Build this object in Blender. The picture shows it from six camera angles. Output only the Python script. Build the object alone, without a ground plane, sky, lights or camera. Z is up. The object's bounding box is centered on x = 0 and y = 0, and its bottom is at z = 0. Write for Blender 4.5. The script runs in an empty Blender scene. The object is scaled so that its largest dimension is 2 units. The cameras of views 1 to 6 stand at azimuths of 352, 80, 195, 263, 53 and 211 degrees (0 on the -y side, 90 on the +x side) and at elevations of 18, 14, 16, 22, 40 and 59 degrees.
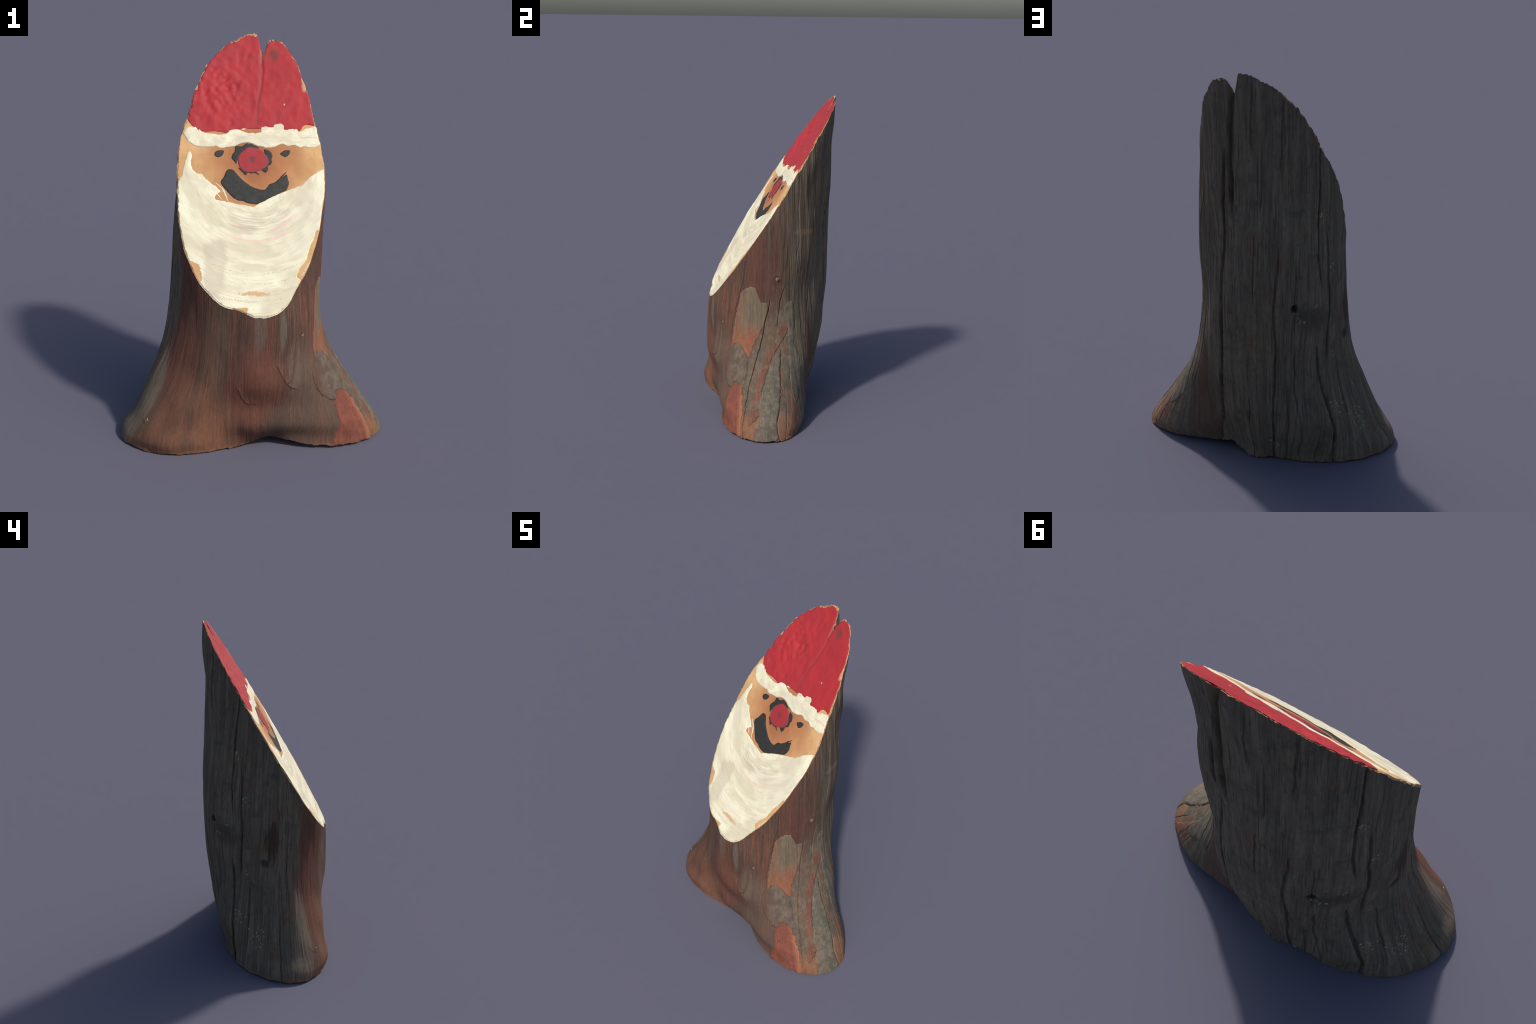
"""A tree stump sawn off at a slant and painted with a bearded face under a red hat.
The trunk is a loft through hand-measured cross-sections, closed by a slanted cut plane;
bark relief, cracks and chips are displaced geometry; paint films and bark plates are thin
meshes laid on the surface."""
import bpy, math
import numpy as np
from mathutils import Vector
from mathutils.geometry import delaunay_2d_cdt

np.seterr(over='ignore')

SECTIONS = [  # height, then radius in mm at 32 bearings, starting at +x, anticlockwise
    (0.00, [686, 604, 474, 345, 313, 299, 263, 270, 300, 298, 298, 334, 394, 458, 547, 616, 676, 696, 640, 556, 437, 336, 284, 237, 207, 182, 226, 326, 425, 529, 627, 687]),
    (0.06, [658, 600, 507, 392, 317, 275, 263, 279, 299, 311, 324, 351, 400, 470, 541, 610, 669, 681, 640, 571, 449, 345, 297, 278, 267, 261, 275, 328, 410, 516, 618, 665]),
    (0.14, [609, 568, 489, 416, 357, 298, 283, 304, 323, 334, 350, 383, 435, 490, 535, 573, 608, 626, 606, 531, 434, 359, 324, 319, 315, 315, 328, 363, 435, 514, 580, 605]),
    (0.25, [531, 505, 458, 407, 360, 327, 326, 342, 353, 358, 371, 405, 455, 493, 510, 533, 565, 570, 531, 494, 426, 363, 328, 313, 308, 310, 321, 351, 404, 467, 517, 532]),
    (0.38, [443, 443, 431, 409, 382, 363, 359, 366, 374, 379, 384, 398, 426, 456, 472, 487, 511, 512, 467, 427, 395, 368, 350, 346, 348, 346, 348, 362, 385, 411, 429, 437]),
    (0.52, [378, 382, 382, 381, 376, 373, 379, 390, 398, 402, 404, 406, 414, 429, 445, 458, 464, 455, 431, 401, 374, 357, 351, 349, 345, 338, 336, 341, 351, 359, 360, 366]),
    (0.68, [335, 344, 355, 361, 369, 382, 394, 401, 413, 426, 432, 432, 431, 433, 437, 439, 437, 422, 404, 383, 367, 348, 334, 339, 342, 342, 343, 342, 341, 339, 334, 331]),
    (0.86, [335, 341, 347, 352, 359, 379, 401, 416, 427, 437, 445, 449, 448, 444, 438, 430, 420, 407, 391, 382, 364, 354, 330, 319, 316, 319, 318, 314, 319, 322, 325, 329]),
    (1.05, [334, 344, 356, 370, 386, 388, 394, 411, 431, 448, 456, 455, 450, 444, 436, 424, 410, 399, 394, 382, 374, 361, 347, 332, 320, 312, 307, 306, 306, 310, 319, 327]),
    (1.25, [337, 349, 356, 372, 392, 382, 389, 413, 433, 445, 448, 445, 439, 429, 422, 411, 402, 398, 398, 395, 385, 372, 358, 344, 332, 322, 314, 308, 305, 304, 309, 320]),
    (1.45, [321, 339, 350, 368, 376, 395, 424, 430, 435, 435, 433, 436, 435, 427, 415, 411, 402, 395, 392, 388, 383, 375, 366, 356, 347, 338, 329, 320, 311, 304, 301, 306]),
    (1.65, [302, 314, 333, 354, 390, 400, 418, 430, 431, 436, 445, 439, 427, 414, 426, 428, 418, 404, 390, 381, 375, 372, 369, 366, 361, 355, 347, 337, 326, 315, 305, 300]),
    (1.85, [277, 275, 292, 328, 374, 421, 432, 433, 457, 450, 440, 445, 441, 450, 452, 439, 420, 402, 387, 376, 371, 369, 370, 372, 373, 371, 367, 358, 346, 330, 310, 291]),
    (2.02, [254, 241, 253, 292, 351, 414, 458, 451, 458, 448, 466, 493, 501, 491, 471, 446, 421, 399, 382, 372, 367, 368, 371, 376, 381, 384, 384, 377, 364, 343, 314, 282]),
]

# ---------------------------------------------------------------- trunk form
AXIS = np.array([0.0, -0.06])
CUT_N = np.array([-0.053, -0.847, 0.529]); CUT_N /= np.linalg.norm(CUT_N)
CUT_K = 0.7232
NT = 32
ZL = np.array([s[0] for s in SECTIONS])
RAD = np.array([s[1] for s in SECTIONS]) / 1000.0

# face frame on the slanted cut: origin on the trunk axis, S to the right, T up the slope
FACE_O = np.array([AXIS[0], AXIS[1], 0.0])
FACE_O[2] = (CUT_K - CUT_N @ FACE_O) / CUT_N[2]
FACE_S = np.cross([0, 0, 1.0], CUT_N); FACE_S /= np.linalg.norm(FACE_S)
FACE_T = np.cross(CUT_N, FACE_S)


def section_radius(th, z):
    """Loft: periodic Catmull-Rom round the trunk, cubic Hermite along its height."""
    f = (th / (2 * np.pi) * NT) % NT
    i = np.floor(f).astype(int) % NT
    t = f - np.floor(f)
    w = [-.5*t + t*t - .5*t**3, 1 - 2.5*t*t + 1.5*t**3, .5*t + 2*t*t - 1.5*t**3, -.5*t*t + .5*t**3]
    z = np.clip(z, ZL[0], ZL[-1])
    j = np.clip(np.searchsorted(ZL, z) - 1, 0, len(ZL) - 2)
    h = ZL[j+1] - ZL[j]
    u = (z - ZL[j]) / h

    def row(q):
        q = np.clip(q, 0, len(ZL) - 1)
        return sum(w[k] * RAD[q, (i + k - 1) % NT] for k in range(4))
    pm, p0, p1, p2 = row(j-1), row(j), row(j+1), row(j+2)
    zm, z0, z1, z2 = (ZL[np.clip(j+k, 0, len(ZL)-1)] for k in (-1, 0, 1, 2))
    m0 = (p1 - pm) / (z1 - zm) * h
    m1 = (p2 - p0) / (z2 - z0) * h
    return ((2*u**3 - 3*u*u + 1) * p0 + (u**3 - 2*u*u + u) * m0
            + (-2*u**3 + 3*u*u) * p1 + (u**3 - u*u) * m1)


def _hash(ix, iy, iz, seed):
    h = (ix.astype(np.uint32) * np.uint32(374761393) + iy.astype(np.uint32) * np.uint32(668265263)
         + iz.astype(np.uint32) * np.uint32(2147483647) + np.uint32(seed) * np.uint32(1274126177))
    h = (h ^ (h >> np.uint32(13))) * np.uint32(1274126177)
    h = h ^ (h >> np.uint32(16))
    return (h & np.uint32(0xFFFFFF)).astype(np.float64) / float(0xFFFFFF)


def noise3(x, y, z, seed=0):
    """Smooth value noise in -1..1."""
    x, y, z = np.broadcast_arrays(np.asarray(x, float), np.asarray(y, float), np.asarray(z, float))
    fx, fy, fz = np.floor(x), np.floor(y), np.floor(z)
    ix, iy, iz = (f.astype(np.int64) + 100000 for f in (fx, fy, fz))
    u, v, w = x - fx, y - fy, z - fz
    u, v, w = (a*a*a*(a*(a*6-15)+10) for a in (u, v, w))
    out = 0.0
    for dx in (0, 1):
        for dy in (0, 1):
            for dz in (0, 1):
                out = out + _hash(ix+dx, iy+dy, iz+dz, seed) * (u if dx else 1-u) * (v if dy else 1-v) * (w if dz else 1-w)
    return out * 2 - 1


def fbm(x, y, z, seed=0, octaves=3):
    a, tot = 1.0, 0.0
    for o in range(octaves):
        tot = tot + a * noise3(x * 2**o, y * 2**o, z * 2**o, seed + 17*o)
        a *= 0.5
    return tot


def smooth(a, b, x):
    t = np.clip((x - a) / (b - a), 0, 1)
    return t*t*(3 - 2*t)


def ang_diff(a, b):
    return (a - b + np.pi) % (2*np.pi) - np.pi


# drying cracks: path as (bearing in degrees, height), full width and depth in metres
CRACKS = [
    # the deep split that notches the tip
    ([(82.5, 2.03), (81.8, 1.93), (80.6, 1.75), (79.7, 1.56), (81.0, 1.43), (80.6, 1.33)], .028, .034),
    ([(75.5, 1.66), (75.1, 1.60), (74.1, 1.42), (71.5, 1.15), (69.3, 1.01), (70.0, .85), (69.1, .63),
      (64.2, .39), (58.1, .23), (50.1, .09), (46, .0)], .020, .022),
    ([(141, 1.70), (140.5, 1.63), (139.8, 1.49), (139.1, 1.36), (138.7, 1.10), (139.8, 1.04), (141.8, .93)], .013, .016),
    ([(147.0, 1.25), (147.7, .99), (149.2, .85), (148.8, .67), (149.7, .54)], .013, .016),
    ([(140.4, .65), (142.6, .50), (146.4, .305), (148.8, .195), (149.5, .09), (150.6, .0)], .016, .022),
    ([(111.5, 1.20), (110.9, 1.08), (108.7, .91), (108.9, .79), (110.4, .68), (110.2, .45), (109.8, .29), (112.2, .0)], .011, .013),
    ([(96.8, 1.28), (95.1, 1.06), (95.8, .88)], .008, .008),
    ([(95.6, 1.99), (93.9, 1.75), (94.2, 1.60)], .008, .008),
    ([(114.4, 1.90), (113.1, 1.69), (112.5, 1.50)], .008, .008),
    ([(100.6, 1.69), (100.7, 1.44), (100.0, 1.33)], .007, .007),
    ([(122.6, 1.13), (121.8, .87), (123.0, .70)], .007, .007),
    ([(124, .66), (125.5, .40), (130, .17), (132, .0)], .009, .009),
    ([(91, .40), (90, .20), (93, .0)], .008, .008),
    ([(119, .45), (121, .20), (123, .0)], .008, .008),
    ([(157, .60), (159, .30), (160, .06)], .009, .009),
    ([(0.0, .80), (-1.3, .75), (-5.5, .63), (-8.9, .53), (-12.2, .443), (-15, .365), (-17.2, .27), (-18.6, .188),
      (-19.3, .109), (-19.2, .0)], .007, .010),
    ([(15.5, .88), (14.3, .85), (10.4, .77), (7.6, .65), (6.5, .57)], .007, .008),
    ([(8.4, .50), (6.0, .37), (5.2, .31), (2.9, .20), (-.4, .10), (-.2, .0)], .007, .009),
    ([(8.0, .22), (5.5, .10), (3.0, .0)], .006, .007),
    ([(-174.4, .76), (-175.6, .46), (-175, .36)], .006, .006),
    ([(179.7, .42), (180.1, .23), (180.6, .03)], .009, .010),
    ([(30, 1.62), (28, 1.35), (29, 1.15), (26, .98)], .006, .006),
    ([(47, 1.45), (45, 1.2), (46, .9), (40, .6), (33, .3)], .008, .008),
]
# raised bark lips: path, run-out width, height (positive = the side with larger bearing stands proud)
LIPS = [
    ([(-27.3, 1.02), (-28.6, .91), (-32.6, .81), (-36.5, .711), (-40.7, .55), (-39, .49)], .05, -.005),
    ([(-77, .47), (-74, .42), (-70.6, .385), (-66, .355), (-62.4, .345)], .030, .006),
    ([(-109.6, .35), (-107.8, .31), (-105.0, .277), (-101, .262), (-97, .268)], .028, .004),
    ([(-161.4, .158), (-160, .143), (-157.8, .137)], .012, .005),
    ([(-122, .02), (-119.8, .07), (-119.3, .12), (-120.5, .17), (-124, .22), (-129, .255)], .03, -.0012),
]


def relief(th, z, r):
    """Radial displacement of the bark at bearing th and height z."""
    deg = np.degrees(th)
    cx, cy = np.cos(th), np.sin(th)
    back = 1 - smooth(math.radians(78), math.radians(104), np.abs(ang_diff(th, math.radians(105))))
    d = 0.0012 * fbm(cx*3.0, cy*3.0, z*1.6, 3, 2) + 0.0012 * fbm(cx*9, cy*9, z*7, 5, 2)
    wob = 0.008 * noise3(cx*3, cy*3, z*3, 9)
    gx, gy = np.cos(th + wob), np.sin(th + wob)
    d = d + (0.0004 + 0.0008*back) * noise3(gx*26, gy*26, z*2.2, 11)
    d = d + (0.0004 + 0.0010*back) * noise3(gx*75, gy*75, z*5.0, 12) + (0.0003 + 0.0006*back) * noise3(gx*130, gy*130, z*11, 13)
    # hairline checks, mostly on the weathered side
    chk = noise3(gx*22, gy*22, z*1.3, 21)
    d = d - (0.0006 + 0.0026*back) * np.exp(-(chk/0.035)**2) * smooth(-.2, .5, noise3(cx*5, cy*5, z*2.5, 22))
    for path, width, depth in CRACKS:
        pz = np.array([p[1] for p in path])[::-1]
        pa = np.array([p[0] for p in path])[::-1]
        sel = (z > pz[0] - .05) & (z < pz[-1] + .05)
        if not sel.any():
            continue
        zz, tt, rr = z[sel], th[sel], r[sel]
        c = np.radians(np.interp(zz, pz, pa)) + 0.010*noise3(zz*14, path[0][0], 0, 31) + .004*noise3(zz*45, path[0][0], 0, 32)
        ends = smooth(pz[0] - .02 if pz[0] > .03 else -.5, pz[0] + .09, zz) * (1 - smooth(pz[-1] - .10, pz[-1] + .02, zz) if pz[-1] < 2 else 1)
        w = width * (.45 + .55*ends) * (1 + .25*noise3(zz*9, path[0][0], 3, 33))
        if pz[-1] > 2:                                   # the split gapes at the tip
            w = w + .024*smooth(1.91, 1.99, zz)
        x = np.abs(ang_diff(tt, c)) * rr / (w/2)
        prof = np.where(x < 1.35, (1 - smooth(.25, 1.35, x)), 0)
        if pz[-1] > 2:
            ends = ends * (1 + .3*smooth(1.85, 1.93, zz))
        d[sel] -= depth * ends * prof
    for path, width, height in LIPS:
        P = np.array(path, float)
        best = np.full(th.shape, 9.0); side = np.zeros(th.shape)
        for a, b in zip(P[:-1], P[1:]):
            ax = ang_diff(th, math.radians(a[0])) * r; ay = z - a[1]
            bx = math.radians(b[0]-a[0]) * .42; by = b[1] - a[1]
            L2 = bx*bx + by*by
            t = np.clip((ax*bx + ay*by) / L2, 0, 1)
            q = np.hypot(ax - t*bx, ay - t*by)
            s = np.sign(bx*ay - by*ax)
            m = q < best
            best = np.where(m, q, best); side = np.where(m, s, side)
        on = side * math.copysign(1, height)
        d += abs(height) * np.where(on > 0, np.exp(-best/width*2.2) * smooth(0, .007, best), 0)
    # knot hole on the back, swollen scar beside it, branch stub on the right
    q = np.hypot(ang_diff(th, math.radians(121.8))*r, (z - .868)*.8)
    d -= .018 * (1 - smooth(.004, .019, q)) - .004*np.exp(-((q-.026)/.009)**2)
    q = np.hypot(ang_diff(th, math.radians(138))*r, (z - .82)*1.2)
    d += .006 * np.exp(-(q/.06)**2) * (1 + .8*noise3(cx*30, cy*30, z*14, 41))
    q = np.hypot(ang_diff(th, math.radians(6.9))*r, z - .915)
    d += .004*np.exp(-(q/.03)**2) - .004*np.exp(-((q-.013)/.004)**2)
    q = np.hypot(ang_diff(th, math.radians(168))*r, z - .66)
    d -= .006 * np.exp(-(q/.02)**2)
    # frayed foot
    d += .004 * noise3(cx*24, cy*24, z*30, 51) * (1 - smooth(.0, .03, z))
    return d


def trunk_radius(th, z):
    r = section_radius(th, z)
    return r + relief(th, z, r)


def trunk_point(th, z, lift=0.0):
    r = trunk_radius(th, z) + lift
    return np.stack([AXIS[0] + r*np.cos(th), AXIS[1] + r*np.sin(th), z], -1)


# ---------------------------------------------------------------- helpers: meshes
def make_mesh(name, verts, faces, mat, parent=None, smooth_shade=True):
    me = bpy.data.meshes.new(name)
    verts = np.asarray(verts, float)
    faces = np.asarray(faces, dtype=np.int32)
    n, k = faces.shape
    me.vertices.add(len(verts)); me.vertices.foreach_set("co", verts.ravel())
    me.loops.add(n*k); me.loops.foreach_set("vertex_index", faces.ravel())
    me.polygons.add(n)
    me.polygons.foreach_set("loop_start", np.arange(0, n*k, k, dtype=np.int32))
    me.polygons.foreach_set("use_smooth", np.full(n, smooth_shade, dtype=bool))
    me.update(calc_edges=True); me.validate()
    for m in (mat if isinstance(mat, (list, tuple)) else [mat]):
        me.materials.append(m)
    ob = bpy.data.objects.new(name, me)
    bpy.context.scene.collection.objects.link(ob)
    if parent is not None:
        ob.parent = parent
    return ob


def closed_spline(pts, step, jitter=0.0, seed=0):
    """Closed Catmull-Rom through hand-placed points, resampled, with a ragged edge."""
    P = np.array(pts, float)
    n = len(P); out = []
    for i in range(n):
        a, b, c, d = P[i-1], P[i], P[(i+1) % n], P[(i+2) % n]
        m = max(2, int(np.linalg.norm(c-b)/step))
        for t in np.arange(m)/m:
            out.append(b + .5*((-a+c)*t + (2*a-5*b+4*c-d)*t*t + (-a+3*b-3*c+d)*t**3))
    Q = np.array(out)
    if jitter:
        tan = np.roll(Q, -1, 0) - np.roll(Q, 1, 0)
        nr = np.stack([tan[:, 1], -tan[:, 0]], -1)
        nr /= np.linalg.norm(nr, axis=1, keepdims=True) + 1e-9
        k = fbm(Q[:, 0]*70, Q[:, 1]*70, 0, 60+seed, 3)
        Q = Q + nr * (jitter*k)[:, None]
    return Q


def inside(poly, pts):
    x, y = pts[:, 0], pts[:, 1]
    c = np.zeros(len(pts), bool)
    a = poly; b = np.roll(poly, -1, 0)
    for (x0, y0), (x1, y1) in zip(a, b):
        m = (y0 > y) != (y1 > y)
        if m.any():
            c[m] ^= x[m] < (x1-x0)*(y[m]-y0)/(y1-y0) + x0
    return c


def fill(poly, step):
    """Triangulate a closed outline with evenly spread inner points. Returns points, triangles, border flags."""
    lo, hi = poly.min(0), poly.max(0)
    gx, gy = np.meshgrid(np.arange(lo[0], hi[0], step), np.arange(lo[1], hi[1], step*.866))
    gx = gx + (np.arange(gx.shape[0]) % 2)[:, None]*step/2
    g = np.stack([gx.ravel(), gy.ravel()], -1)
    g = g[inside(poly, g)]
    d = np.full(len(g), 9.0)
    for s in range(0, len(g), 4000):
        d[s:s+4000] = np.sqrt(((g[s:s+4000, None]-poly[None, ::2])**2).sum(-1)).min(1)
    g = g[d > step*.45]
    V = [Vector(p) for p in np.vstack([poly, g])]
    vs, es, fs, ov, oe, of = delaunay_2d_cdt(V, [], [list(range(len(poly)))], 1, 1e-6)
    vs = np.array([(v.x, v.y) for v in vs])
    fs = np.array([f for f in fs if len(f) == 3], dtype=np.int32)
    a, b, c = (vs[fs[:, k]] for k in range(3))
    area = (b[:, 0]-a[:, 0])*(c[:, 1]-a[:, 1]) - (b[:, 1]-a[:, 1])*(c[:, 0]-a[:, 0])
    flip = area < 0
    fs[flip] = fs[flip][:, ::-1]
    fs = fs[np.abs(area) > 1e-12]
    return vs, fs


def sheet(name, poly, step, mapping, lift, mat, parent, skirt=-.002, edge=.5):
    """A thin skin (paint film or bark plate) with a real edge, laid on a surface."""
    vs, fs = fill(poly, step)
    e = np.vstack([fs[:, [0, 1]], fs[:, [1, 2]], fs[:, [2, 0]]])
    key = {(int(a), int(b)) for a, b in e}
    border = [(a, b) for a, b in key if (b, a) not in key]
    bset = np.zeros(len(vs), bool)
    for a, b in border:
        bset[a] = bset[b] = True
    top = mapping(vs, np.where(bset, lift*edge, lift))
    idx = np.flatnonzero(bset)
    low = mapping(vs[idx], np.full(len(idx), skirt))
    pos = {int(i): len(vs)+k for k, i in enumerate(idx)}
    tri = [fs] + [np.array([[b, a, pos[a]], [b, pos[a], pos[b]]], dtype=np.int32) for a, b in border]
    return make_mesh(name, np.vstack([top, low]), np.vstack(tri), mat, parent)


# ---------------------------------------------------------------- materials
class Nodes:
    """Tiny helper for writing node trees as expressions."""
    def __init__(self, name):
        self.mat = bpy.data.materials.new(name)
        self.mat.use_nodes = True
        self.t = self.mat.node_tree
        self.t.nodes.clear()
        self.out = self.t.nodes.new("ShaderNodeOutputMaterial")
        self.bsdf = self.t.nodes.new("ShaderNodeBsdfPrincipled")
        self.t.links.new(self.bsdf.outputs[0], self.out.inputs[0])
        self.P = self.t.nodes.new("ShaderNodeTexCoord").outputs["Object"]

    def put(self, sock, v):
        if isinstance(v, bpy.types.NodeSocket):
            self.t.links.new(v, sock)
        elif isinstance(v, (tuple, list, np.ndarray)):
            v = tuple(float(x) for x in v)
            sock.default_value = v + (1.0,) if (sock.type == 'RGBA' and len(v) == 3) else v
        else:
            sock.default_value = v

    def math(self, op, a, b=0.0, c=0.0, clamp=False):
        n = self.t.nodes.new("ShaderNodeMath"); n.operation = op; n.use_clamp = clamp
        for i, v in enumerate((a, b, c)):
            self.put(n.inputs[i], v)
        return n.outputs[0]

    def vmath(self, op, a, b=(0, 0, 0), out=0):
        n = self.t.nodes.new("ShaderNodeVectorMath"); n.operation = op
        self.put(n.inputs[0], a); self.put(n.inputs[1], b)
        return n.outputs["Value"] if op in ("DOT_PRODUCT", "LENGTH", "DISTANCE") else n.outputs[0]

    def xyz(self, x, y, z=0.0):
        n = self.t.nodes.new("ShaderNodeCombineXYZ")
        for i, v in enumerate((x, y, z)):
            self.put(n.inputs[i], v)
        return n.outputs[0]

    def split(self, v):
        n = self.t.nodes.new("ShaderNodeSeparateXYZ"); self.put(n.inputs[0], v)
        return n.outputs

    def noise(self, vec, scale=1.0, detail=3.0, rough=.55, distort=0.0):
        n = self.t.nodes.new("ShaderNodeTexNoise")
        self.put(n.inputs["Vector"], vec)
        n.inputs["Scale"].default_value = scale; n.inputs["Detail"].default_value = detail
        n.inputs["Roughness"].default_value = rough; n.inputs["Distortion"].default_value = distort
        return n.outputs[0]

    def voronoi(self, vec, scale):
        n = self.t.nodes.new("ShaderNodeTexVoronoi"); self.put(n.inputs["Vector"], vec)
        n.inputs["Scale"].default_value = scale
        return n.outputs["Distance"]

    def step(self, v, a, b, lo=0.0, hi=1.0):
        n = self.t.nodes.new("ShaderNodeMapRange"); n.interpolation_type = 'SMOOTHSTEP'
        self.put(n.inputs[0], v)
        flip = a > b
        if flip:
            a, b, lo, hi = b, a, hi, lo
        for i, x in zip((1, 2, 3, 4), (a, b, lo, hi)):
            n.inputs[i].default_value = x
        return n.outputs[0]

    def mix(self, f, a, b, kind='MIX'):
        n = self.t.nodes.new("ShaderNodeMix"); n.data_type = 'RGBA'; n.blend_type = kind
        self.put(n.inputs["Factor"], f)
        self.put([s for s in n.inputs if s.name == "A" and s.type == 'RGBA'][0], a)
        self.put([s for s in n.inputs if s.name == "B" and s.type == 'RGBA'][0], b)
        return [s for s in n.outputs if s.type == 'RGBA'][0]

    def mul(self, a, b):
        return self.math('MULTIPLY', a, b)

    def add(self, a, b):
        return self.math('ADD', a, b)

    def sub(self, a, b):
        return self.math('SUBTRACT', a, b)

    def finish(self, color, rough=.8, bump=None, strength=.3, dist=.003, spec=.25):
        self.put(self.bsdf.inputs["Base Color"], color)
        self.put(self.bsdf.inputs["Roughness"], rough)
        self.put(self.bsdf.inputs["Specular IOR Level"], spec)
        if bump is not None:
            n = self.t.nodes.new("ShaderNodeBump")
            n.inputs["Strength"].default_value = strength; n.inputs["Distance"].default_value = dist
            self.put(n.inputs["Height"], bump)
            self.put(self.bsdf.inputs["Normal"], n.outputs[0])
        return self.mat

    # bark space: bearing (degrees), height, and a streak vector that runs up the trunk
    def bark_space(self):
        p = self.vmath('SUBTRACT', self.P, (AXIS[0], AXIS[1], 0))
        x, y, z = self.split(p)
        th = self.math('MULTIPLY', self.math('ARCTAN2', y, x), 57.29578)
        rad = self.math('POWER', self.add(self.mul(x, x), self.mul(y, y)), .5)
        u = self.xyz(self.math('DIVIDE', x, rad), self.math('DIVIDE', y, rad), self.mul(z, .16))
        return th, z, u

    def bearing(self, th, c):
        return self.math('WRAP', self.sub(th, c), 180.0, -180.0)

    def blob(self, th, z, c, zc, w, h, n=None, amount=.6, soft=.5):
        """Ragged oval mask on the bark round (bearing c, height zc)."""
        a = self.math('DIVIDE', self.bearing(th, c), w)
        b = self.math('DIVIDE', self.sub(z, zc), h)
        d = self.math('POWER', self.add(self.mul(a, a), self.mul(b, b)), .5)
        if n is not None:
            d = self.add(d, self.mul(self.sub(n, .5), amount*2))
        return self.step(d, 1 + soft*.5, 1 - soft*.5)

    # face space: s to the right, t up the slope
    def face_space(self):
        p = self.vmath('SUBTRACT', self.P, FACE_O)
        s = self.vmath('DOT_PRODUCT', p, FACE_S)
        t = self.vmath('DOT_PRODUCT', p, FACE_T)
        return s, t, self.xyz(s, t, 0.0)

    def spot(self, s, t, cs, ct, rs, rt, n=None, amount=.4, soft=.4):
        a = self.math('DIVIDE', self.sub(s, cs), rs)
        b = self.math('DIVIDE', self.sub(t, ct), rt)
        d = self.math('POWER', self.add(self.mul(a, a), self.mul(b, b)), .5)
        if n is not None:
            d = self.add(d, self.mul(self.sub(n, .5), amount*2))
        return self.step(d, 1 + soft*.5, 1 - soft*.5)


def streaks(N, u, around, along, detail=3.0, rough=.6, distort=.0):
    return N.noise(N.vmath('MULTIPLY', u, (around, around, along)), 1.0, detail, rough, distort)


GREY = (.150, .142, .122)
GREY_DARK = (.068, .066, .062)
RED_BROWN = (.160, .066, .045)
DARK_BROWN = (.092, .058, .044)
GREY_BROWN = (.128, .095, .070)
ORANGE_BROWN = (.235, .090, .042)
ORANGE = (.30, .108, .060)
BRICK = (.275, .075, .045)


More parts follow.
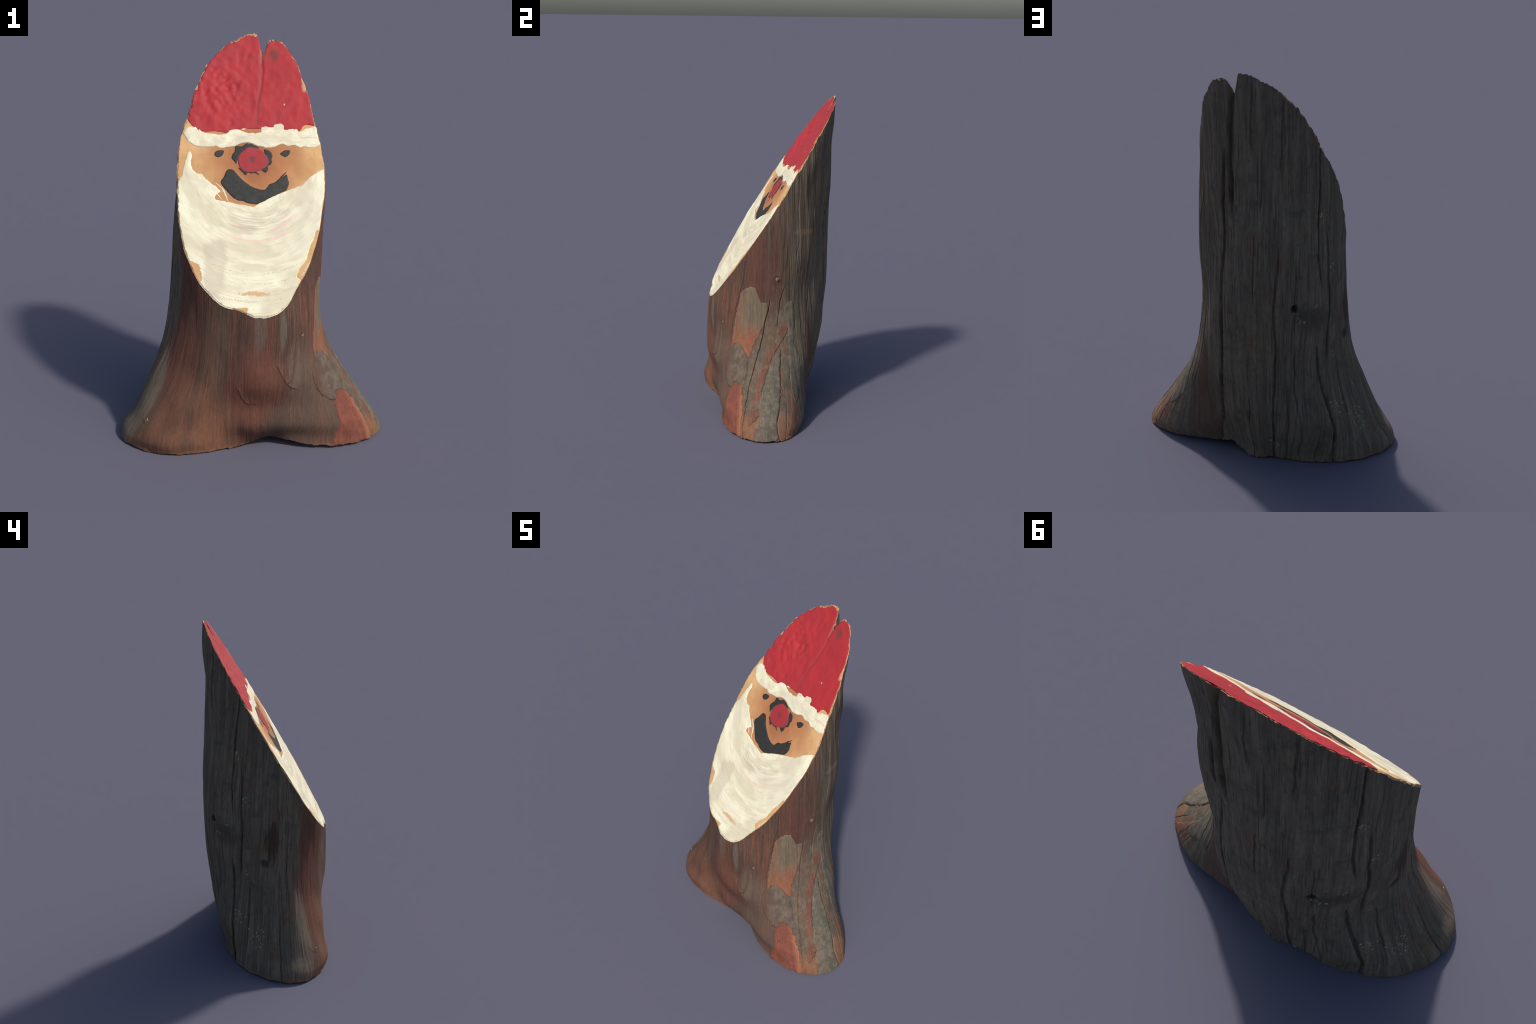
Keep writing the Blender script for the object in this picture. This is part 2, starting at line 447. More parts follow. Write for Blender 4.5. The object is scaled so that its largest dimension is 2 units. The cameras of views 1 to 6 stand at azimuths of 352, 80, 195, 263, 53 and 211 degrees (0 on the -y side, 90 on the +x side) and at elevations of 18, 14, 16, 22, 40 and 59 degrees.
def bark_material(name, kind="trunk"):
    N = Nodes(name)
    th, z, u = N.bark_space()
    broad = streaks(N, u, 5.0, 9.0, 3)
    mid = streaks(N, u, 16.0, 14.0, 3)
    fine = streaks(N, u, 60.0, 30.0, 4, .65)
    hair = streaks(N, u, 150.0, 50.0, 3, .6)
    mott = N.noise(N.P, 22.0, 4, .6)
    speck = N.noise(N.P, 160.0, 3, .6)
    # weathered grey of the back, tinted warmer to match its look in sky-lit shade
    grey = N.mix(N.step(mid, .34, .66), (.126, .104, .078), (.190, .154, .113))
    grey = N.mix(N.mul(N.step(mott, .46, .68), .6), grey, (.172, .116, .072))
    grey = N.mix(N.mul(N.step(N.noise(N.P, 13.0, 4, .65), .47, .34), .55), grey, (.088, .074, .058))
    grey = N.mix(N.mul(N.step(fine, .52, .30), .75), grey, (.052, .042, .033))
    grey = N.mix(N.mul(N.step(broad, .48, .32), .35), grey, (.085, .074, .060))
    pale = N.mix(N.step(speck, .35, .70), (.105, .100, .088), (.225, .210, .170))
    if kind == "trunk":
        # warm bark of the front
        warm = N.mix(N.step(broad, .34, .64), DARK_BROWN, RED_BROWN)
        warm = N.mix(N.mul(N.step(mid, .56, .74), .55), warm, GREY_BROWN)
        warm = N.mix(N.mul(N.step(fine, .55, .36), .50), warm, (.048, .030, .024))
        warm = N.mix(N.mul(N.step(fine, .54, .70), .55), warm, (.215, .120, .080))
        warm = N.mix(N.mul(N.step(mott, .56, .74), .35), warm, (.150, .080, .055))
        foot = N.blob(th, z, -138, .12, 30, .24, broad, .5, .9)
        warm = N.mix(N.mul(foot, .75), warm, N.mix(N.step(mid, .35, .65), (.140, .070, .047), (.205, .092, .055)))
        warm = N.mix(N.mul(N.blob(th, z, -128, .12, 9, .11, mott, .25, .45), .7), warm, (.220, .100, .056))
        warm = N.mix(N.mul(N.blob(th, z, -150, .50, 9, .28, mid, .6, .6), .5), warm, (.190, .080, .050))
        warm = N.mix(N.mul(N.blob(th, z, -95, .36, 20, .22, broad, .5, .8), .7), warm, (.170, .066, .046))
        warm = N.mix(N.mul(N.blob(th, z, -72, .12, 13, .13, mott, .4, .8), .75), warm, (.085, .058, .045))
        warm = N.mix(N.mul(N.blob(th, z, -50, .26, 16, .30, broad, .5, .9), .75), warm, (.135, .088, .064))
        warm = N.mix(N.mul(N.blob(th, z, -61, .47, 5, .14, mid, .9, .8), .7), warm, (.150, .112, .082))
        warm = N.mix(N.mul(N.blob(th, z, -92.5, .69, 5.0, .12, fine, 1.3, .4), .75), warm, (.140, .105, .080))
        warm = N.mix(N.mul(N.blob(th, z, -73, .66, 2.6, .10, fine, 1.3, .5), .6), warm, (.165, .140, .110))
        warm = N.mix(N.mul(N.blob(th, z, -128, .58, 10, .22, mid, .6, .7), .55), warm, (.150, .100, .068))
        warm = N.mix(N.mul(N.blob(th, z, -8, 1.0, 18, .26, broad, .5, .8), .65), warm, (.120, .055, .042))
        # where warm bark gives way to grey
        edge = N.math('ABSOLUTE', N.bearing(th, 104.0))
        edge = N.add(edge, N.mul(N.sub(broad, .5), 46.0))
        edge = N.add(edge, N.mul(N.sub(fine, .5), 26.0))
        g = N.step(edge, 99.0, 86.0)
        col = N.mix(g, warm, grey)
        col = N.mix(N.mul(N.blob(th, z, 26, 1.30, 30, .62, broad, .5, .6), .62), col,
                    N.mix(N.step(mid, .40, .62), (.078, .054, .038), (.140, .112, .080)))
        # right foot: pale grey bark between the peeled strips; pale margin on the left foot
        col = N.mix(N.mul(N.blob(th, z, 2, .28, 25, .50, mid, .5, .5), .85), col,
                    N.mix(N.step(mott, .40, .66), (.118, .096, .072), (.185, .146, .103)))
        col = N.mix(N.mul(N.mul(N.blob(th, z, 0, .35, 24, .5, mid, .4, .6), N.step(N.noise(N.vmath('MULTIPLY', u, (14, 14, 40)), 1.0, 4, .65, .5), .52, .62)), .75), col, (.185, .082, .054))
        col = N.mix(N.mul(N.blob(th, z, -166, .22, 5.5, .26, mid, .5, .6), .7), col, (.205, .170, .125))
        col = N.mix(N.mul(N.blob(th, z, -4, .06, 20, .09, mid, .5, .5), .55), col, (.30, .13, .065))
        col = N.mix(N.mul(N.blob(th, z, 43, .24, 11, .32, mid, .6, .8), .7), col, (.115, .058, .042))
        # stains: old dark scar on the left, rusty flecks on the back
        col = N.mix(N.mul(N.blob(th, z, 173, .80, 5.0, .11, fine, 1.6, .4), .85), col, (.060, .034, .026))
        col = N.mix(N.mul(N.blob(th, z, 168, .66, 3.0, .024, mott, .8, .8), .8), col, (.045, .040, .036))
        col = N.mix(N.blob(th, z, 121.8, .868, 2.4, .022, mott, .35, .9), col, (.030, .026, .022))
        col = N.mix(N.mul(N.blob(th, z, 135, .80, 12, .07, mott, .9, .9), .6), col, (.072, .060, .048))
        col = N.mix(N.mul(N.blob(th, z, 36, 1.20, 13, .016, fine, .5, .6), .5), col, (.21, .145, .090))
        col = N.mix(N.mul(N.mul(N.step(N.noise(N.P, 9.0, 4, .6), .58, .68), g), .5), col, (.165, .088, .052))
        # raw orange fringe where the foot was sawn
        col = N.mix(N.mul(N.step(N.add(z, N.mul(N.sub(mid, .5), .05)), .030, .010), .65), col, (.235, .110, .060))
    elif kind == "plate":
        col = N.mix(N.step(mott, .38, .66), (.108, .096, .074), (.182, .155, .113))
        col = N.mix(N.mul(N.step(speck, .50, .70), .5), col, (.225, .195, .145))
        col = N.mix(N.mul(N.step(mid, .54, .68), .6), col, (.165, .105, .070))
        col = N.mix(N.mul(N.step(fine, .48, .30), .5), col, (.068, .064, .056))
    elif kind == "tan_plate":
        col = N.mix(N.step(mid, .35, .65), (.150, .120, .088), (.235, .170, .112))
        low = N.step(N.add(z, N.mul(N.sub(mid, .5), .30)), .66, .52)
        col = N.mix(N.mul(low, .9), col, N.mix(N.step(mott, .35, .65), (.235, .092, .052), ORANGE))
        left = N.step(N.add(th, N.mul(N.sub(mid, .5), 14)), -24.0, -34.0)
        col = N.mix(N.mul(left, .55), col, (.235, .105, .060))
        col = N.mix(N.mul(N.step(fine, .46, .30), .4), col, (.110, .066, .045))
    elif kind == "brown_plate":
        col = N.mix(N.step(mott, .36, .66), (.112, .082, .062), (.165, .125, .092))
        fade = N.step(N.add(th, N.mul(N.sub(mid, .5), 18)), -33.0, -45.0)
        col = N.mix(N.mul(fade, .8), col, (.128, .066, .048))
        col = N.mix(N.mul(N.step(fine, .46, .30), .35), col, (.062, .045, .036))
    elif kind == "brick":
        col = N.mix(N.step(mott, .34, .68), (.185, .064, .044), (.250, .082, .054))
        rim = N.step(N.add(th, N.mul(N.sub(mid, .5), 8)), -25.5, -20.0)
        col = N.mix(N.mul(rim, .85), col, (.36, .150, .080))
        col = N.mix(N.mul(N.step(fine, .46, .28), .35), col, (.135, .050, .036))
    else:  # thin red under-bark strips
        col = N.mix(N.step(mid, .34, .66), (.145, .070, .049), (.215, .094, .060))
        col = N.mix(N.mul(N.step(mott, .46, .62), .75), col, (.165, .128, .094))
        col = N.mix(N.mul(N.step(fine, .46, .30), .4), col, (.085, .050, .038))
    grit = N.noise(N.vmath('MULTIPLY', N.P, (1.0, 1.0, .30)), 90.0, 5, .75)
    col = N.mix(N.mul(N.step(hair, .50, .30), .35), col, (.040, .034, .030))
    col = N.mix(1.0, col, N.mix(N.step(grit, .30, .70), (.86, .86, .85), (1.12, 1.12, 1.12)), 'MULTIPLY')
    return N.finish(col, .85, N.add(N.mul(fine, .6), N.mul(hair, .5)), .35, .004, .2)


def wood_material(name):
    N = Nodes(name)
    s, t, f = N.face_space()
    ds, dt = N.sub(s, -.02), N.sub(t, .17)
    ring = N.math('POWER', N.add(N.mul(ds, ds), N.mul(N.mul(dt, dt), .8)), .5)
    g = N.noise(N.xyz(N.mul(s, 55), N.mul(t, 9), 0), 1.0, 4, .6)
    big = N.noise(f, 7.0, 3, .5)
    col = N.mix(N.step(big, .35, .65), (.60, .335, .150), (.70, .42, .195))
    r = N.add(ring, N.mul(N.sub(big, .5), .12))
    col = N.mix(N.step(r, .34, .12), col, (.455, .195, .085))
    col = N.mix(N.mul(N.step(N.add(r, N.mul(N.sub(g, .5), .06)), .13, .07), .7), col, (.33, .125, .056))
    col = N.mix(N.mul(N.step(g, .46, .28), .35), col, (.44, .215, .095))
    pore = N.noise(f, 190.0, 2, .5)
    col = N.mix(N.mul(N.step(pore, .34, .26), .5), col, (.26, .13, .065))
    return N.finish(col, .75, N.add(g, N.mul(pore, .5)), .25, .002, .25)


def rim_material(name):
    """Broken wood along the cut edge: pale tan, browned here and there."""
    N = Nodes(name)
    a = N.noise(N.P, 30.0, 3, .6)
    b = N.noise(N.P, 90.0, 3, .6)
    col = N.mix(N.step(a, .38, .62), (.36, .215, .115), (.60, .37, .19))
    col = N.mix(N.mul(N.step(b, .54, .68), .55), col, (.17, .13, .095))
    return N.finish(col, .85, b, .3, .003, .2)


def red_paint(name, nose=False):
    N = Nodes(name)
    s, t, f = N.face_space()
    big = N.noise(f, 6.0, 4, .6)
    sm = N.noise(f, 40.0, 4, .6)
    br = N.noise(N.xyz(N.mul(s, 60), N.mul(t, 14), 0), 1.0, 3, .6)
    col = N.mix(N.step(big, .36, .64), (.40, .030, .036), (.46, .031, .037))
    col = N.mix(N.mul(N.step(sm, .55, .72), .4), col, (.36, .042, .044))
    col = N.mix(N.mul(N.step(br, .50, .30), .35), col, (.33, .036, .040))
    if nose:
        col = N.mix(.5, col, (.34, .030, .036))
        ds, dt = N.sub(s, -.032), N.sub(t, .172)
        r = N.math('POWER', N.add(N.mul(ds, ds), N.mul(dt, dt)), .5)
        r = N.add(r, N.mul(N.sub(sm, .5), .014))
        w = N.math('SINE', N.mul(r, 420.0))
        col = N.mix(N.mul(N.step(w, .0, .95), .5), col, (.27, .045, .048))
        col = N.mix(N.mul(N.step(r, .022, .012), .8), col, (.17, .040, .046))
        col = N.mix(N.mul(N.step(r, .050, .074), .55), col, (.23, .05, .055))
    else:
        # dark knot, worn spot at the right edge, rubbed seam below the split
        col = N.mix(N.mul(N.spot(s, t, .087, .744, .024, .034, sm, .4, .9), .8), col, (.20, .050, .045))
        col = N.mix(N.mul(N.spot(s, t, .240, .570, .014, .028, sm, .9, .5), .8), col, (.62, .33, .19))
        col = N.mix(N.spot(s, t, .136, .470, .004, .006, None, 0, .6), col, (.72, .36, .20))
        seam = N.sub(s, N.add(N.mul(t, .085), -.034))
        seam = N.math('ABSOLUTE', N.add(seam, N.mul(N.sub(br, .5), .012)))
        col = N.mix(N.mul(N.step(seam, .020, .003), .45), col, (.27, .040, .040))
        col = N.mix(N.mul(N.spot(s, t, .021, .735, .006, .040, sm, .9, .6), .4), col, (.38, .28, .21))
    return N.finish(col, .62, N.add(sm, N.mul(br, .6)), .3, .003, .3)


def white_paint(name, beard=True):
    N = Nodes(name)
    s, t, f = N.face_space()
    ds, dt = N.sub(s, -.02), N.sub(t, .24)
    rad = N.math('POWER', N.add(N.mul(N.mul(ds, ds), 1.5), N.mul(dt, dt)), .5)
    ang = N.math('ARCTAN2', ds, N.sub(.30, t))
    brush = N.noise(N.xyz(N.mul(rad, 85), N.mul(ang, 3.5), 0), 1.0, 4, .65, .3) if beard else \
        N.noise(N.xyz(N.mul(s, 10), N.mul(t, 85), 0), 1.0, 4, .65, .6)
    coat = N.noise(N.xyz(N.mul(rad, 12), N.mul(ang, 2.5), 2.0), 1.0, 3, .55, .6)
    sm = N.noise(f, 30.0, 4, .6)
    fine = N.noise(f, 170.0, 3, .6)
    wide = N.noise(N.xyz(N.mul(rad, 15), N.mul(ang, 2.2), 5.0), 1.0, 4, .6, 1.2)
    col = N.mix(N.step(coat, .36, .62), (.72, .655, .465), (.88, .835, .615))
    col = N.mix(N.mul(N.step(wide, .52, .36), .40), col, (.70, .63, .47))
    col = N.mix(N.mul(N.step(brush, .47, .30), .55), col, (.62, .55, .41))
    col = N.mix(N.mul(N.step(brush, .60, .74), .6), col, (.90, .86, .65))
    if beard:
        # thinly covered swathes: under the mouth and at lower left
        cres = N.mul(N.step(N.math('ABSOLUTE', N.add(N.sub(rad, .40), N.mul(N.sub(sm, .5), .05))), .075, .02),
                     N.step(N.math('ABSOLUTE', N.add(N.sub(s, -.01), N.mul(N.sub(sm, .5), .08))), .20, .10))
        col = N.mix(N.mul(cres, N.step(brush, .66, .36, 0, .75)), col, (.55, .47, .34))
        panel = N.spot(s, t, -.215, -.385, .060, .140, coat, .8, .4)
        col = N.mix(N.mul(panel, .55), col, (.60, .52, .385))
        right = N.spot(s, t, .235, -.13, .07, .17, sm, .5, .7)
        col = N.mix(N.mul(right, .4), col, (.66, .60, .47))
        # traces of pink
        band = N.step(N.math('ABSOLUTE', N.add(N.sub(rad, .487), N.mul(N.sub(sm, .5), .018))), .009, .002)
        side = N.step(N.math('ABSOLUTE', N.sub(s, .0)), .20, .12)
        col = N.mix(N.mul(N.mul(band, side), .50), col, (.86, .50, .44))
        tr = N.step(N.math('ABSOLUTE', N.sub(N.sub(t, N.mul(s, .62)), -.235)), .020, .004)
        col = N.mix(N.mul(N.mul(tr, N.spot(s, t, .13, -.15, .09, .09, None, 0, .6)), .4), col, (.84, .56, .50))
        # bare wood showing through, and dark pores along the growth rings
        bare = N.spot(s, t, -.02, -.512, .062, .011, N.noise(f, 55.0, 4, .7), 1.6, .4)
        col = N.mix(N.mul(bare, .85), col, (.64, .39, .185))
        lines = None
        for r0 in (.655, .705, .79):
            q = N.step(N.math('ABSOLUTE', N.add(N.sub(rad, r0), N.mul(N.sub(sm, .5), .012))), .006, .001)
            lines = q if lines is None else N.math('MAXIMUM', lines, q)
        dots = N.step(fine, .54, .62)
        col = N.mix(N.mul(N.mul(N.mul(lines, dots), N.step(sm, .40, .52)), .75), col, (.16, .15, .13))
        pore = N.mul(N.step(N.noise(f, 120.0, 1, .5), .70, .76), N.step(t, -.30, -.42))
        col = N.mix(N.mul(pore, .6), col, (.22, .20, .17))
    else:
        mark = N.mul(N.step(N.math('ABSOLUTE', N.add(N.sub(t, .293), N.mul(N.sub(sm, .5), .014))), .004, .001),
                     N.step(s, .20, .24))
        col = N.mix(N.mul(mark, .7), col, (.86, .40, .38))
        col = N.mix(N.mul(N.spot(s, t, .02, .285, .15, .03, sm, .4, .6), .5), col, (.68, .60, .45))
    return N.finish(col, .6, N.add(brush, N.mul(sm, .4)), .4, .004, .3)


def black_paint(name):
    N = Nodes(name)
    s, t, f = N.face_space()
    sm = N.noise(f, 45.0, 4, .6)
    col = N.mix(N.step(sm, .35, .68), (.026, .027, .025), (.040, .040, .036))
    col = N.mix(N.mul(N.step(N.noise(f, 130.0, 3, .6), .60, .72), .3), col, (.085, .062, .048))
    return N.finish(col, .6, sm, .2, .002, .3)


def lichen_material(name):
    N = Nodes(name)
    col = N.mix(N.step(N.noise(N.P, 120.0, 3, .6), .4, .62), (.20, .165, .11), (.40, .34, .225))
    return N.finish(col, .9, None)


# ---------------------------------------------------------------- build
root = bpy.data.objects.new("painted_stump", None)
bpy.context.scene.collection.objects.link(root)
root["label"] = "tree stump cut at a slant, painted with a bearded red-hatted face"
root["category"] = "garden ornament"

BARK = bark_material("bark")
PLATE = bark_material("grey_bark_plate", "plate")
TAN_PLATE = bark_material("tan_bark_plate", "tan_plate")
BROWN_PLATE = bark_material("brown_bark_plate", "brown_plate")
BRICK_BARK = bark_material("brick_red_bark", "brick")
STRIP_BARK = bark_material("red_under_bark", "strip")
WOOD = wood_material("sawn_wood")
RIM = rim_material("broken_wood_edge")
RED = red_paint("red_paint")
NOSE_RED = red_paint("nose_red_paint", True)
WHITE = white_paint("white_beard_paint")
WHITE_BRIM = white_paint("white_brim_paint", False)
BLACK = black_paint("black_paint")
LICHEN = lichen_material("lichen")

# --- columns of the trunk: from the sawn foot up to the slanted cut
COLS, ROWS = 1440, 330
theta = np.arange(COLS) / COLS * 2*np.pi
deg = np.degrees(theta)


def bump_at(c, w):
    return np.exp(-(np.degrees(ang_diff(theta, math.radians(c)))/w)**2)


foot = (.005 + .036*bump_at(-74, 24) + .038*bump_at(58, 19) + .012*bump_at(30, 14) + .008*bump_at(-45, 35)
        + .0035*noise3(np.cos(theta)*14, np.sin(theta)*14, 0, 71) + .0035*noise3(np.cos(theta)*45, np.sin(theta)*45, 0, 72))
foot = np.clip(foot - np.min(foot), 0, None)

zs = np.linspace(.5, 2.06, 900)
TH, ZZ = np.meshgrid(theta, zs, indexing="ij")
PP = trunk_point(TH.ravel(), ZZ.ravel())
gap = (PP @ CUT_N - CUT_K).reshape(TH.shape)
# walk up each column to the last point under the cut
under = gap < 0
last = under.shape[1] - 1 - np.argmax(under[:, ::-1], axis=1)
last = np.clip(last, 0, len(zs)-2)
ar = np.arange(COLS)
g0, g1 = gap[ar, last], gap[ar, last+1]
z_cut = zs[last] + (zs[last+1]-zs[last]) * np.clip(-g0/(g1-g0+1e-12), 0, 1)

# chipped bark along the cut: big bites on the back, hardly any in front
backness = 1 - smooth(70, 125, np.abs(np.degrees(ang_diff(theta, math.radians(100)))))
bite = np.clip(noise3(np.cos(theta)*28, np.sin(theta)*28, 0, 81)*.5 + .5, 0, 1)
tip = .35 + .65*smooth(.02, .16, 2.0 - z_cut)
chip = .0015 + tip*(.002 + .016*backness) * bite**1.3 + .004*backness*np.clip(noise3(np.cos(theta)*80, np.sin(theta)*80, 0, 82), 0, 1)
z_bark = z_cut - chip

tt = np.linspace(0, 1, ROWS)
Zg = foot[:, None] + (z_bark - foot)[:, None] * tt[None]
Tg = np.repeat(theta[:, None], ROWS, 1)
V = trunk_point(Tg.ravel(), Zg.ravel())
i, j = np.meshgrid(np.arange(COLS), np.arange(ROWS-1), indexing="ij")
a = i*ROWS + j; b = ((i+1) % COLS)*ROWS + j
quads = np.stack([a, b, b+1, a+1], -1).reshape(-1, 4)
trunk = make_mesh("trunk", V, quads, BARK, root)

# sawn underside
ring0 = V.reshape(COLS, ROWS, 3)[:, 0]
inner = ring0.copy(); inner[:, :2] = AXIS + (inner[:, :2]-AXIS)*.96; inner[:, 2] += .004
vb = np.vstack([ring0, inner, [[AXIS[0], AXIS[1], .012]]])
fb = []
for k in range(COLS):
    q = (k+1) % COLS
    fb += [[q, k, COLS+k], [q, COLS+k, COLS+q], [COLS+q, COLS+k, 2*COLS]]
make_mesh("underside", vb, fb, WOOD, root)

# --- slanted cut face
FACE_DENTS = [(-.160, .605, .014, .010), (-.153, .560, .016, .009), (-.108, .571, .014, .007), (-.108, .547, .009, .007),
              (-.221, .659, .010, .008), (-.260, .529, .012, .007), (-.256, .495, .012, .006), (-.291, .395, .013, .005),
              (-.134, .367, .011, .004), (-.048, .731, .010, .004), (-.200, .630, .012, .006)]
SEAM = [(.028, .80), (.018, .721), (.027, .657), (.021, .584), (.001, .469), (-.010, .365)]


def face_height(s, t):
    h = .0013*fbm(s*18, t*18, 0, 91, 2) + .003*noise3(s*3.1, t*3.1, 4, 92)
    rough = np.exp(-((s+.17)/.17)**2 - ((t-.53)/.20)**2)
    h = h + rough * (.0034*noise3(s*30 + t*12, t*24, 0, 93) + .0020*noise3(s*55, t*42, 0, 94))
    h = h + .0012*smooth(.30, .36, t) * noise3(s*34, t*26, 2, 95)
    h = h - .008*np.exp(-((s+.05)/.25)**2 - ((t-.62)/.18)**2)
    for cs, ct, w, dpt in FACE_DENTS:
        h = h - dpt*np.exp(-(((s-cs)*.9 - (t-ct)*.4)/w)**2 - (((t-ct)*.8)/w)**2)
    st_ = np.array([p[1] for p in SEAM])[::-1]; ss_ = np.array([p[0] for p in SEAM])[::-1]
    x = (s - np.interp(t, st_, ss_)) / .007
    h = h - .0045*np.exp(-x*x) * smooth(.36, .62, t)
    return h


def face_point(st, lift):
    st = np.asarray(st, float)
    h = face_height(st[:, 0], st[:, 1]) + lift
    return FACE_O + st[:, :1]*FACE_S + st[:, 1:]*FACE_T + h[:, None]*CUT_N


edge3 = trunk_point(theta, z_cut)
rho_ring = np.hypot(edge3[:, 0]-AXIS[0], edge3[:, 1]-AXIS[1])
inset = .0012 + .0070*backness*np.clip(noise3(np.cos(theta)*35, np.sin(theta)*35, 0, 83)*.5+.5, 0, 1)
edge_in = edge3.copy()
edge_in[:, :2] = AXIS + (edge3[:, :2]-AXIS) * (1 - inset/rho_ring)[:, None]
rel = edge_in - FACE_O
# back on the plane, straight above or below
rel[:, 2] = -(rel[:, 0]*CUT_N[0] + rel[:, 1]*CUT_N[1]) / CUT_N[2]
border = np.stack([rel @ FACE_S, rel @ FACE_T], -1)
cut_face = sheet("cut_face", border, .006, lambda st_, l: face_point(st_, l - .0022*smooth(.34, .39, st_[:, 1])), 0.0, WOOD, root, skirt=-.001, edge=1.0)

# broken rim between bark and cut face; painted over under the beard
outer = V.reshape(COLS, ROWS, 3)[:, -1]
innr = face_point(border, -.0022*smooth(.34, .39, border[:, 1]))
mid_ = (outer + innr)/2 + CUT_N * (.0015*noise3(np.cos(theta)*90, np.sin(theta)*90, 0, 84))[:, None]
k = np.arange(COLS); q = (k+1) % COLS
rimq = np.vstack([np.stack([k, q, COLS+q, COLS+k], -1), np.stack([COLS+k, COLS+q, 2*COLS+q, 2*COLS+k], -1)])
rim = make_mesh("cut_rim", np.vstack([outer, mid_, innr]), rimq, [RIM, WHITE, RED], root, False)
ts = border[:, 1]; ss = border[:, 0]
white_edge = (ts < -.46) & ~((ss > -.13) & (ss < -.06)) & (ss < .19)
red_edge = (ts > .40) & (noise3(np.cos(theta)*16, np.sin(theta)*16, 0, 85) > .15)
idx = np.where(white_edge, 1, np.where(red_edge, 2, 0)).astype(np.int32)
low_idx = np.where(white_edge, 1, np.where(red_edge & (noise3(np.cos(theta)*30, np.sin(theta)*30, 0, 86) > .45), 2, 0)).astype(np.int32)
rim.data.polygons.foreach_set("material_index", np.concatenate([low_idx, idx]))
rim.parent = cut_face

# --- paint films on the cut face, traced as brush shapes in face space
_ang = np.arctan2((border[:, :1]*FACE_S + border[:, 1:]*FACE_T)[:, 1], (border[:, :1]*FACE_S + border[:, 1:]*FACE_T)[:, 0]) % (2*np.pi)
_rho = np.hypot(*(border[:, :1]*FACE_S + border[:, 1:]*FACE_T)[:, :2].T)
_ord = np.argsort(_ang)


def keep_on_face(Q, margin, ragged, seed):
    d = Q[:, :1]*FACE_S + Q[:, 1:]*FACE_T
    th = np.arctan2(d[:, 1], d[:, 0]) % (2*np.pi)
    rho = np.hypot(d[:, 0], d[:, 1])
    lim = np.interp(th, _ang[_ord], _rho[_ord], period=2*np.pi)
    lim = lim - margin - ragged*np.clip(noise3(np.cos(th)*22, np.sin(th)*22, 0, 100+seed), 0, 1)**2
    return Q * np.minimum(1, lim/np.maximum(rho, 1e-6))[:, None]


def paint(name, pts, lift, mat, seed=0, jitter=.0022, margin=.0008, ragged=.0, step=.004, grid=.006):
    Q = closed_spline(pts, step, jitter, seed)
    Q = keep_on_face(Q, margin, ragged, seed)
    keep = np.linalg.norm(Q - np.roll(Q, 1, 0), axis=1) > 2e-4
    return sheet(name, Q[keep], grid, face_point, lift, mat, cut_face, skirt=-.0008, edge=.3)


def round_edge(a0, a1, n=90, grow=1.06):
    """Points just outside the rim between two bearings (degrees), to be pulled back on to it."""
    out = []
    for a_ in np.linspace(a0, a1, n):
        r_ = np.interp(math.radians(a_ % 360), _ang[_ord], _rho[_ord], period=2*np.pi) * grow
        x, y = r_*math.cos(math.radians(a_)), r_*math.sin(math.radians(a_))
        z_ = -(x*CUT_N[0] + y*CUT_N[1]) / CUT_N[2]
        p = np.array([x, y, z_])
        out.append((float(p @ FACE_S), float(p @ FACE_T)))
    return out


# hat: lower edge left to right, then round the rim over the split tip
hat_low = [(-.352, .40), (-.349, .374), (-.322, .338), (-.274, .316), (-.217, .318), (-.164, .311), (-.149, .297), (-.121, .327),
           (-.063, .334), (.005, .336), (.073, .335), (.131, .330), (.190, .322), (.215, .332), (.233, .358), (.262, .362), (.300, .357)]
paint("hat", hat_low + round_edge(34, 143, 420, 1.02), .0009, RED, 1, .0010, .0006, .006, .003)
brim = [(-.370, .317), (-.351, .336), (-.317, .340), (-.305, .333), (-.300, .318), (-.292, .334), (-.284, .314), (-.255, .307), (-.217, .302), (-.164, .304),
        (-.140, .325), (-.101, .331), (-.077, .321), (-.053, .313), (-.024, .313), (.012, .318), (.016, .345), (.044, .351),
        (.073, .346), (.087, .362), (.116, .368), (.133, .356), (.135, .335), (.169, .338), (.198, .337), (.208, .323),
        (.237, .337), (.267, .348), (.300, .351), (.315, .320), (.325, .284), (.318, .259), (.289, .243), (.255, .241),
        (.226, .245), (.212, .238), (.197, .246), (.178, .251), (.149, .246), (.125, .257), (.100, .250), (.081, .242), (.042, .236), (.009, .243),
        (-.025, .253), (-.054, .262), (-.087, .256), (-.121, .241), (-.159, .237), (-.193, .229), (-.212, .239), (-.255, .233),
        (-.312, .239), (-.345, .259), (-.368, .292)]
paint("hat_brim", brim, .0015, WHITE_BRIM, 2, .0022, .0006, .0)
paint("hat_brim_stroke", [(-.078, .328), (-.05, .337), (-.018, .340), (-.018, .343), (-.05, .341), (-.082, .334)], .0017, WHITE_BRIM, 3, .0004, step=.002)
